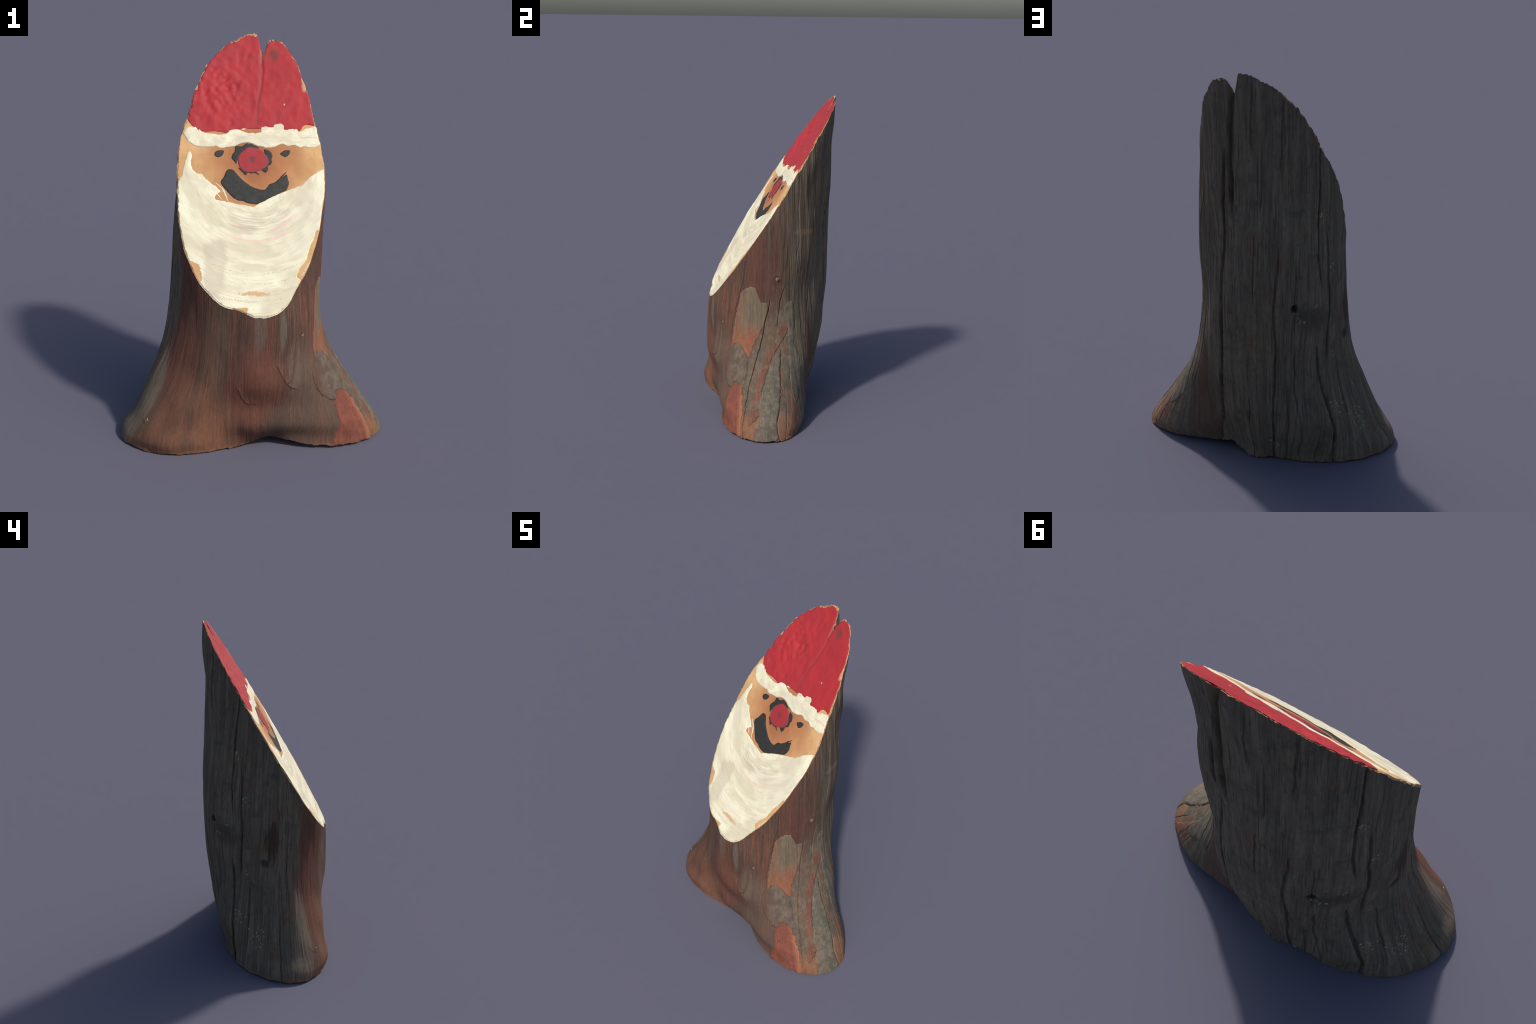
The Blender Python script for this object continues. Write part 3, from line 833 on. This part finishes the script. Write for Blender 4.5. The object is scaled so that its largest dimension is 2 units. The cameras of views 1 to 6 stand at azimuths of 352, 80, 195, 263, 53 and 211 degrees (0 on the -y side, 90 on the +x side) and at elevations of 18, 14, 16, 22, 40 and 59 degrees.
beard = [(-.348, .204), (-.336, .205), (-.331, .190), (-.334, .161), (-.334, .136), (-.322, .108), (-.303, .096), (-.283, .093), (-.273, .081), (-.256, .060),
         (-.229, .039), (-.205, .022), (-.189, .004), (-.205, -.008), (-.215, -.021), (-.212, -.038), (-.182, -.045), (-.135, -.054),
         (-.068, -.067), (-.029, -.074), (.017, -.049), (.067, -.023), (.136, .009), (.187, .031), (.221, .046), (.256, .082),
         (.308, .119), (.345, .126), (.350, .057), (.345, -.023), (.330, -.10), (.305, -.17), (.297, -.187), (.282, -.202), (.271, -.236),
         (.255, -.266), (.244, -.303), (.228, -.348), (.199, -.385), (.184, -.425), (.200, -.443), (.200, -.48), (.175, -.53),
         (.150, -.58), (.10, -.62), (.046, -.64), (-.007, -.65), (-.050, -.64), (-.064, -.613), (-.056, -.593), (-.060, -.582),
         (-.100, -.586), (-.135, -.60), (-.19, -.60), (-.25, -.56), (-.29, -.51), (-.30, -.470), (-.283, -.452), (-.283, -.425), (-.294, -.373), (-.318, -.360),
         (-.350, -.345), (-.38, -.31), (-.40, -.243), (-.412, -.162), (-.415, -.05), (-.412, .030), (-.403, .042), (-.382, .079), (-.371, .129), (-.354, .193)]
paint("beard", beard, .0009, WHITE, 4, .0022, .0006, .004)


def stroke(name, path, width, lift, mat, seed):
    P = np.array(path, float)
    d = np.gradient(P, axis=0); d /= np.linalg.norm(d, axis=1, keepdims=True)
    nr = np.stack([-d[:, 1], d[:, 0]], -1)
    w = width * np.sin(np.linspace(.35, math.pi-.25, len(P)))[:, None]
    return paint(name, list(P + nr*w) + list((P - nr*w)[::-1]), lift, mat, seed, .0006, step=.002, grid=.004)


stroke("beard_stroke", [(-.212, .046), (-.193, .030), (-.175, .010), (-.165, -.012), (-.157, -.032), (-.147, -.053)], .0032, .0012, WHITE, 5)
stroke("beard_stroke", [(-.226, .015), (-.213, .0), (-.202, -.013), (-.190, -.028), (-.176, -.046)], .0026, .0012, WHITE, 6)
for n_ in range(4):     # dry-brush ticks on the bare strip at the lower right
    s0, t0 = .203 + .010*n_, -.425 + .017*n_
    stroke("beard_stroke", [(s0, t0), (s0+.006, t0+.008), (s0+.012, t0+.014), (s0+.019, t0+.022)], .0022, .0012, WHITE, 7+n_)

paint("mouth", [(-.145, .120), (-.124, .115), (-.111, .101), (-.087, .073), (-.060, .049), (-.033, .030), (.0, .018), (.031, .015),
                (.044, .029), (.058, .044), (.082, .055), (.109, .080), (.130, .102), (.142, .114), (.134, .098), (.124, .084), (.142, .095),
                (.147, .073), (.153, .052), (.139, .016), (.108, -.002), (.067, -.023), (.034, -.041), (-.004, -.061), (-.051, -.057),
                (-.074, -.047), (-.108, -.040), (-.135, -.019), (-.162, .012), (-.187, .047), (-.172, .079), (-.158, .111)],
      .0010, BLACK, 20, .0008, step=.003)
for pts in ([(-.114, .241), (-.083, .241), (-.056, .258), (-.046, .254), (-.035, .256), (-.022, .249), (.004, .237), (-.02, .220),
             (-.060, .205), (-.078, .190), (-.090, .170), (-.104, .166), (-.109, .147), (-.121, .161), (-.133, .177), (-.129, .194), (-.117, .215)],
            [(.030, .226), (.053, .222), (.067, .208), (.072, .190), (.066, .179), (.071, .161), (.063, .147), (.049, .139), (.049, .118),
             (.038, .104), (.025, .110), (.016, .119), (.026, .130), (.040, .150), (.043, .175), (.034, .200)],
            [(-.098, .125), (-.080, .105), (-.064, .089), (-.053, .102), (-.033, .098), (-.016, .101), (.004, .089), (-.002, .101),
             (-.023, .114), (-.060, .116), (-.080, .124)]):
    paint("nose_outline", pts, .0009, BLACK, 21, .0008, step=.003)
paint("nose", [(-.053, .236), (-.029, .239), (-.005, .234), (.019, .218), (.039, .200), (.053, .175), (.051, .150), (.035, .128), (.008, .114),
               (-.023, .103), (-.053, .104), (-.080, .112), (-.094, .133), (-.101, .162), (-.099, .187), (-.083, .212)],
      .0016, NOSE_RED, 22, .0010, step=.003)
paint("eye", [(-.218, .194), (-.214, .208), (-.199, .217), (-.172, .218), (-.173, .202), (-.184, .187), (-.201, .181), (-.214, .187)],
      .0009, BLACK, 23, .0006, step=.002, grid=.004)
paint("eye", [(.110, .204), (.122, .216), (.135, .224), (.159, .224), (.159, .208), (.149, .195), (.135, .187), (.121, .195)],
      .0009, BLACK, 24, .0006, step=.002, grid=.004)

# --- loose bark plates and peeled strips on the right foot, as (bearing in degrees, height)
ARC = .45


def bark_patch(name, pts, lift, mat, seed, jitter=.005):
    P = [(math.radians(a_)*ARC, z_) for a_, z_ in pts]
    Q = closed_spline(P, .005, jitter, seed)

    def mapping(uv, l):
        th = uv[:, 0]/ARC
        zz = np.maximum(uv[:, 1], np.interp(th % (2*np.pi), theta, foot, period=2*np.pi) + .002)
        return trunk_point(th % (2*np.pi), zz, l)
    return sheet(name, Q, .007, mapping, lift, mat, trunk, skirt=-.003, edge=.55)


bark_patch("bark_strip", [(17.0, .645), (10, .618), (4.0, .532), (-2.3, .473), (-8, .408), (-11.6, .325), (-14.1, .235), (-16, .15),
                          (-16.5, .08), (-11, .13), (-10.2, .19), (-7.5, .30), (-4.5, .36), (-1, .43), (8, .510), (16, .575)], .0015, STRIP_BARK, 1)
bark_patch("bark_strip", [(14.5, .26), (13.0, .19), (12.2, .10), (11.5, .02), (6.0, .018), (7.4, .08), (9.3, .14), (10.6, .19), (12, .25)], .0015, STRIP_BARK, 2)
bark_patch("bark_plate", [(-30, .292), (-23.0, .270), (-21.5, .207), (-20.5, .137), (-20.8, .071), (-21.5, .0), (-36.5, .0), (-36.5, .048),
                          (-34.8, .165), (-34, .25)], .0012, BRICK_BARK, 3, .005)
bark_patch("bark_plate", [(-24.5, .860), (-16.5, .858), (-13, .810), (-9.5, .772), (-3.2, .752), (-5, .660), (-11.2, .574), (-17, .497), (-20.8, .430),
                          (-25, .466), (-31.5, .504), (-37, .498), (-39.6, .488), (-39.3, .545), (-36, .70), (-32.6, .805), (-30, .84)], .0012, TAN_PLATE, 4, .005)
bark_patch("bark_plate", [(-39.6, .482), (-32.2, .506), (-25.7, .472), (-21.6, .424), (-20.4, .370), (-21.2, .31), (-22.4, .271), (-26, .291), (-30, .289),
                          (-34.3, .25), (-42.3, .317), (-45.9, .40), (-43, .46)], .0026, BROWN_PLATE, 5, .004)
bark_patch("bark_plate", [(8.0, .503), (3.6, .455), (-2.9, .372), (-7.3, .285), (-10.4, .205), (-10.8, .172), (-9.4, .155), (-11.5, .093), (-12, .0),
                          (-2.0, .0), (-.5, .06), (-.6, .11), (2.6, .198), (4.9, .287), (5.2, .36), (6.8, .435)], .0028, PLATE, 6, .005)
bark_patch("bark_plate", [(16, .75), (20, .768), (23.7, .762), (25.3, .69), (23.5, .60), (22.3, .52), (25.4, .45), (25.2, .38), (24.0, .28), (17, .19), (14, .18), (13.2, .26),
                          (14.8, .40), (16.4, .505), (17.5, .60), (14.2, .678)], .0026, PLATE, 7, .005)
bark_patch("bark_flake", [(-69, .392), (-66, .384), (-62.5, .40), (-60.5, .44), (-59.0, .475), (-57.5, .58), (-59.5, .62), (-60.8, .56), (-61.8, .47), (-64.5, .415)], .0016, BROWN_PLATE, 8, .002)

# branch stub: a little pale knob in its ring of bark
stub_c = trunk_point(np.array([math.radians(6.9)]), np.array([.915]))[0]
axis_d = np.array([math.cos(math.radians(6.9)), math.sin(math.radians(6.9)), 0.15])
verts, faces = [], []
sd = np.array([-axis_d[1], axis_d[0], 0]); up = np.cross(axis_d, sd)
prof = [(.0115, -.010), (.0115, .0), (.010, .004), (.006, .0065)]
for r_, h_ in prof:
    for m in range(20):
        w_ = 2*math.pi*m/20
        rr_ = r_*(1 + .12*math.sin(3*w_+1))
        verts.append(stub_c + axis_d*h_ + sd*rr_*math.cos(w_) + up*rr_*math.sin(w_)*1.15)
for l_ in range(len(prof)-1):
    for m in range(20):
        n2 = (m+1) % 20
        faces += [[l_*20+m, l_*20+n2, (l_+1)*20+n2], [l_*20+m, (l_+1)*20+n2, (l_+1)*20+m]]
verts.append(stub_c + axis_d*.0075)
for m in range(20):
    faces.append([(len(prof)-1)*20+m, (len(prof)-1)*20+(m+1) % 20, len(verts)-1])
make_mesh("branch_stub", verts, faces, TAN_PLATE, trunk)

# lichen crumbs on the weathered back
rng = np.random.default_rng(5)
crumb_v, crumb_f = [], []
for a_, z_, spread, n_ in [(137.2, .879, .012, 4), (125.2, .812, .016, 5), (152.9, .326, .020, 7), (152.2, .302, .018, 7), (165.3, .238, .022, 9),
                           (167.1, .217, .016, 6), (164.4, .188, .020, 7), (141.6, 1.315, .012, 5), (143.8, 1.289, .014, 5), (151, 1.051, .014, 6),
                           (112, .10, .016, 5), (154, .58, .012, 4), (-159, .16, .010, 3), (-54, .62, .006, 2)]:
    for _ in range(n_):
        th_ = math.radians(a_) + rng.normal(0, spread)/.45
        zc = max(.03, z_ + rng.normal(0, spread))
        c = trunk_point(np.array([th_]), np.array([zc]))[0]
        o = np.array([math.cos(th_), math.sin(th_), 0]); s_ = np.array([-o[1], o[0], 0]); u_ = np.array([0, 0, 1.0])
        R_ = rng.uniform(.0030, .0085); base_i = len(crumb_v)
        m_ = 7
        for w_ in np.arange(m_)/m_*2*math.pi:
            rr_ = R_*rng.uniform(.6, 1.25)
            crumb_v.append(c + s_*rr_*math.cos(w_) + u_*rr_*math.sin(w_)*1.2 - o*.002)
        for w_ in np.arange(m_)/m_*2*math.pi:
            rr_ = R_*rng.uniform(.4, .8)
            crumb_v.append(c + s_*rr_*math.cos(w_) + u_*rr_*math.sin(w_)*1.2 + o*rng.uniform(.0012, .003))
        crumb_v.append(c + o*.003)
        for m in range(m_):
            n2 = (m+1) % m_
            crumb_f += [[base_i+m, base_i+n2, base_i+m_+n2], [base_i+m, base_i+m_+n2, base_i+m_+m], [base_i+m_+m, base_i+m_+n2, base_i+2*m_]]
lich = make_mesh("lichen", crumb_v, crumb_f, LICHEN, trunk, False)
lich["kind"] = "stuff"
